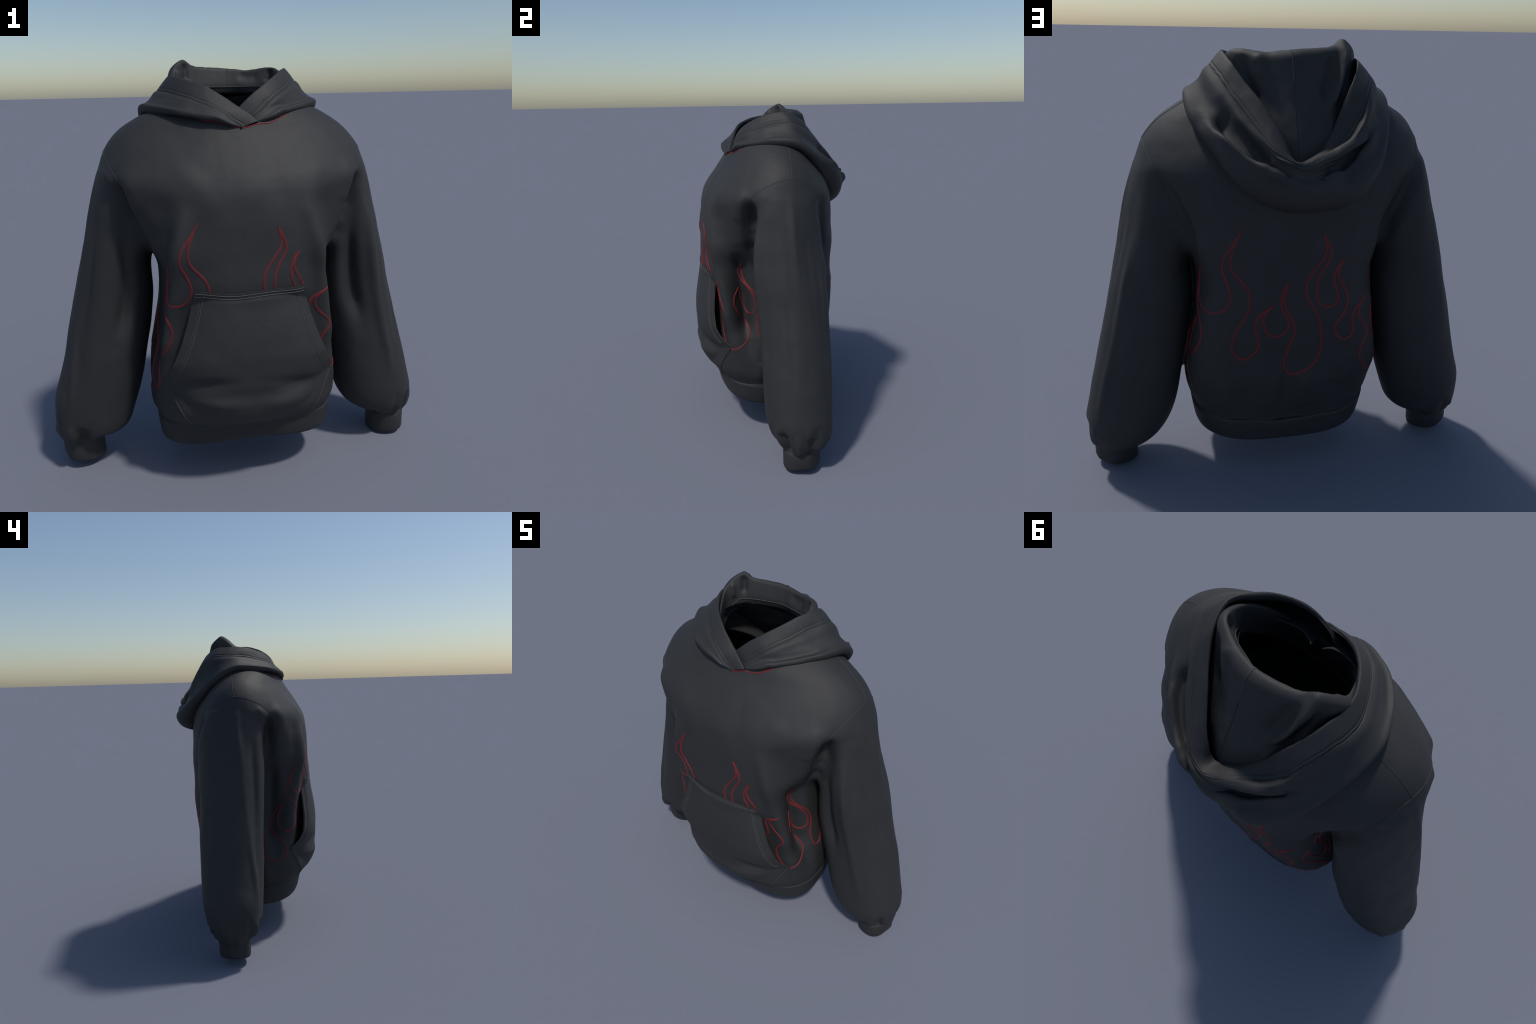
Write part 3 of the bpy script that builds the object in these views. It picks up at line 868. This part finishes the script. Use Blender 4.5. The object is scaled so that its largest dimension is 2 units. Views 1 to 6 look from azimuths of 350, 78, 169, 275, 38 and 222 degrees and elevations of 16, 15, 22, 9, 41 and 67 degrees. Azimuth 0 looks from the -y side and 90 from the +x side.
HF = build_hood_mesh()
for _ in range(2):
    HF[1:-1, 14:] = 0.5 * HF[1:-1, 14:] + 0.25 * (HF[:-2, 14:] + HF[2:, 14:])
    HF[:, 33:-1] = 0.5 * HF[:, 33:-1] + 0.25 * (HF[:, 32:-2] + HF[:, 34:])
n2 = HF.shape[1]
faces2 = np.array(grid_faces(NS, n2))
if outward < 0:
    faces2 = faces2[:, ::-1]
flat = HF.reshape(-1, 3)
nn = vertex_normals(flat, [faces2]).reshape(NS, n2, 3)
for j, depth in ((24, -0.0025), (28, -0.0055), (29, -0.001)):
    HF[:, j] += nn[:, j] * depth
hood = new_object("hood", HF.reshape(-1, 3), faces2, M_CLOTH, hoodie)
sol = hood.modifiers.new("thickness", "SOLIDIFY")
sol.thickness, sol.offset = 0.006, -1

# inner collar: stands up from the neck seam, rolls over and falls down the back
COLLAR = [
    (0.000, -0.200, 1.690), (0.090, -0.190, 1.705), (0.172, -0.125, 1.790), (0.212, -0.030, 1.895), (0.232, 0.040, 1.932), (0.216, 0.095, 1.958),
    (0.184, 0.128, 1.960), (0.100, 0.158, 1.950), (0.000, 0.178, 1.960), (-0.100, 0.160, 1.965), (-0.165, 0.140, 1.974), (-0.205, 0.122, 1.998),
    (-0.240, 0.085, 1.978), (-0.258, 0.040, 1.938), (-0.235, -0.030, 1.885), (-0.182, -0.125, 1.790), (-0.090, -0.190, 1.705)]


def build_collar():
    ns, np_ = 240, 60
    roll = catmull(COLLAR, ns, closed=True)
    rows, seam_ring = [], []
    for i, r in enumerate(roll):
        rad = np.array([r[0], (r[1] + 0.02) * 1.25, 0.0])
        rad /= np.linalg.norm(rad)
        back = np.clip(rad[1], 0, 1) ** 1.3
        up = np.array([0, 0, 1.0])
        seam_z = 1.872 - 0.10 * (1 - np.clip(rad[1] / 0.6, 0, 1)) - 0.10 * np.clip(-rad[1], 0, 1)
        inner = np.array([r[0] * 0.975, r[1] - 0.010 - 0.016 * back, min(seam_z, r[2] - 0.045)])
        seam_ring.append(inner)
        low = np.array([r[0] * 0.985, r[1] - 0.006 - 0.010 * back, min(seam_z, r[2] - 0.045) - 0.035])
        th = 0.020 + 0.008 * back
        wall = [r + rad * th * 1.2 - up * 0.012, r + rad * (th * 1.6 + 0.010 * back) - up * (0.05 + 0.01 * back),
                r + rad * (0.030 + 0.075 * back) - up * (0.10 + 0.08 * back),
                r + rad * (0.032 + 0.148 * back) - up * (0.14 + 0.19 * back),
                r + rad * (0.03 + 0.18 * back) - up * (0.17 + 0.28 * back),
                r + rad * (0.02 + 0.19 * back) - up * (0.18 + 0.38 * back)]
        ctrl = [low, inner, r - rad * th * 0.35 - up * 0.024, r - up * 0.0, *wall]
        # the wall narrows towards the middle of the back lower down
        row = resample(catmull(np.array(ctrl), 120), np_)
        depth = np.clip((r[2] - row[:, 2]) / 0.40, 0, 1) * back
        row[:, 0] *= 1 - 0.45 * depth
        rows.append(row)
    P = np.array(rows)
    F = np.array(grid_faces(ns, np_, close_u=True))
    pts = P.reshape(-1, 3)
    n = vertex_normals(pts, [F])
    if np.einsum("ij,ij->i", n.reshape(ns, np_, 3)[ns // 2 - 20:ns // 2 + 20, np_ - 15], np.array([[0, 1.0, 0.2]])).mean() < 0:
        F, n = F[:, ::-1], -n
    tree = BVHTree.FromPolygons([tuple(v) for v in pts], [tuple(map(int, q)) for q in F])
    pts = press_folds(pts, n, [
        ([(-0.215, 0.14, 1.985), (-0.205, 0.19, 1.91), (-0.185, 0.22, 1.84), (-0.13, 0.27, 1.74)], 0.034, 0.017),
        ([(-0.165, 0.18, 1.94), (-0.15, 0.21, 1.87), (-0.11, 0.26, 1.77)], -0.012, 0.028),
        ([(-0.235, 0.13, 1.95), (-0.225, 0.17, 1.88), (-0.19, 0.22, 1.78)], -0.012, 0.018),
        ([(0.205, 0.15, 1.94), (0.185, 0.20, 1.86), (0.14, 0.25, 1.76)], -0.016, 0.024),
        ([(0.14, 0.18, 1.955), (0.13, 0.22, 1.90), (0.12, 0.24, 1.86)], 0.010, 0.024),
        ([(-0.19, 0.10, 1.99), (-0.185, 0.09, 1.90)], -0.016, 0.016),
        ([(-0.235, 0.06, 1.96), (-0.215, 0.05, 1.88)], 0.012, 0.014),
        ([(0.20, 0.10, 1.96), (0.18, 0.09, 1.89)], -0.014, 0.018),
        ([(0.05, 0.15, 1.93), (0.15, 0.12, 1.92)], -0.007, 0.02)], tree)
    pts = pts + n * np.array([[0.003 * CRUMPLE(p, 10.0, 1.7)] for p in pts])
    ob = new_object("collar", pts, F, M_CLOTH, hood)
    s2 = ob.modifiers.new("thickness", "SOLIDIFY")
    s2.thickness, s2.offset = 0.006, -1
    tree = BVHTree.FromPolygons([tuple(v) for v in pts], [tuple(map(int, q)) for q in F])
    mid = pts.reshape(ns, np_, 3)[int(round(ns * 0.465))]
    tube("collar_seam", on_skin(resample(mid[4:22], 60), 0.0004, tree), 0.0020, M_STITCH, hood)
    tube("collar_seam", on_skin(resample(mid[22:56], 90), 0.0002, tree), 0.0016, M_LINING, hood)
    tube("neck_seam", on_skin(np.array(seam_ring)[66:176], 0.001, tree), 0.0026, M_STITCH, hood)


build_collar()

# red neck seam showing below the hood at the throat
tube("neck_binding", on_skin(resample(catmull([(-0.235, -0.175, 1.765), (-0.17, -0.222, 1.738), (-0.09, -0.246, 1.722), (0.008, -0.262, 1.699), (0.075, -0.254, 1.716),
     (0.13, -0.240, 1.715), (0.19, -0.21, 1.735), (0.235, -0.175, 1.760)], 80), 90), 0.001), 0.0018, M_RED, hoodie)
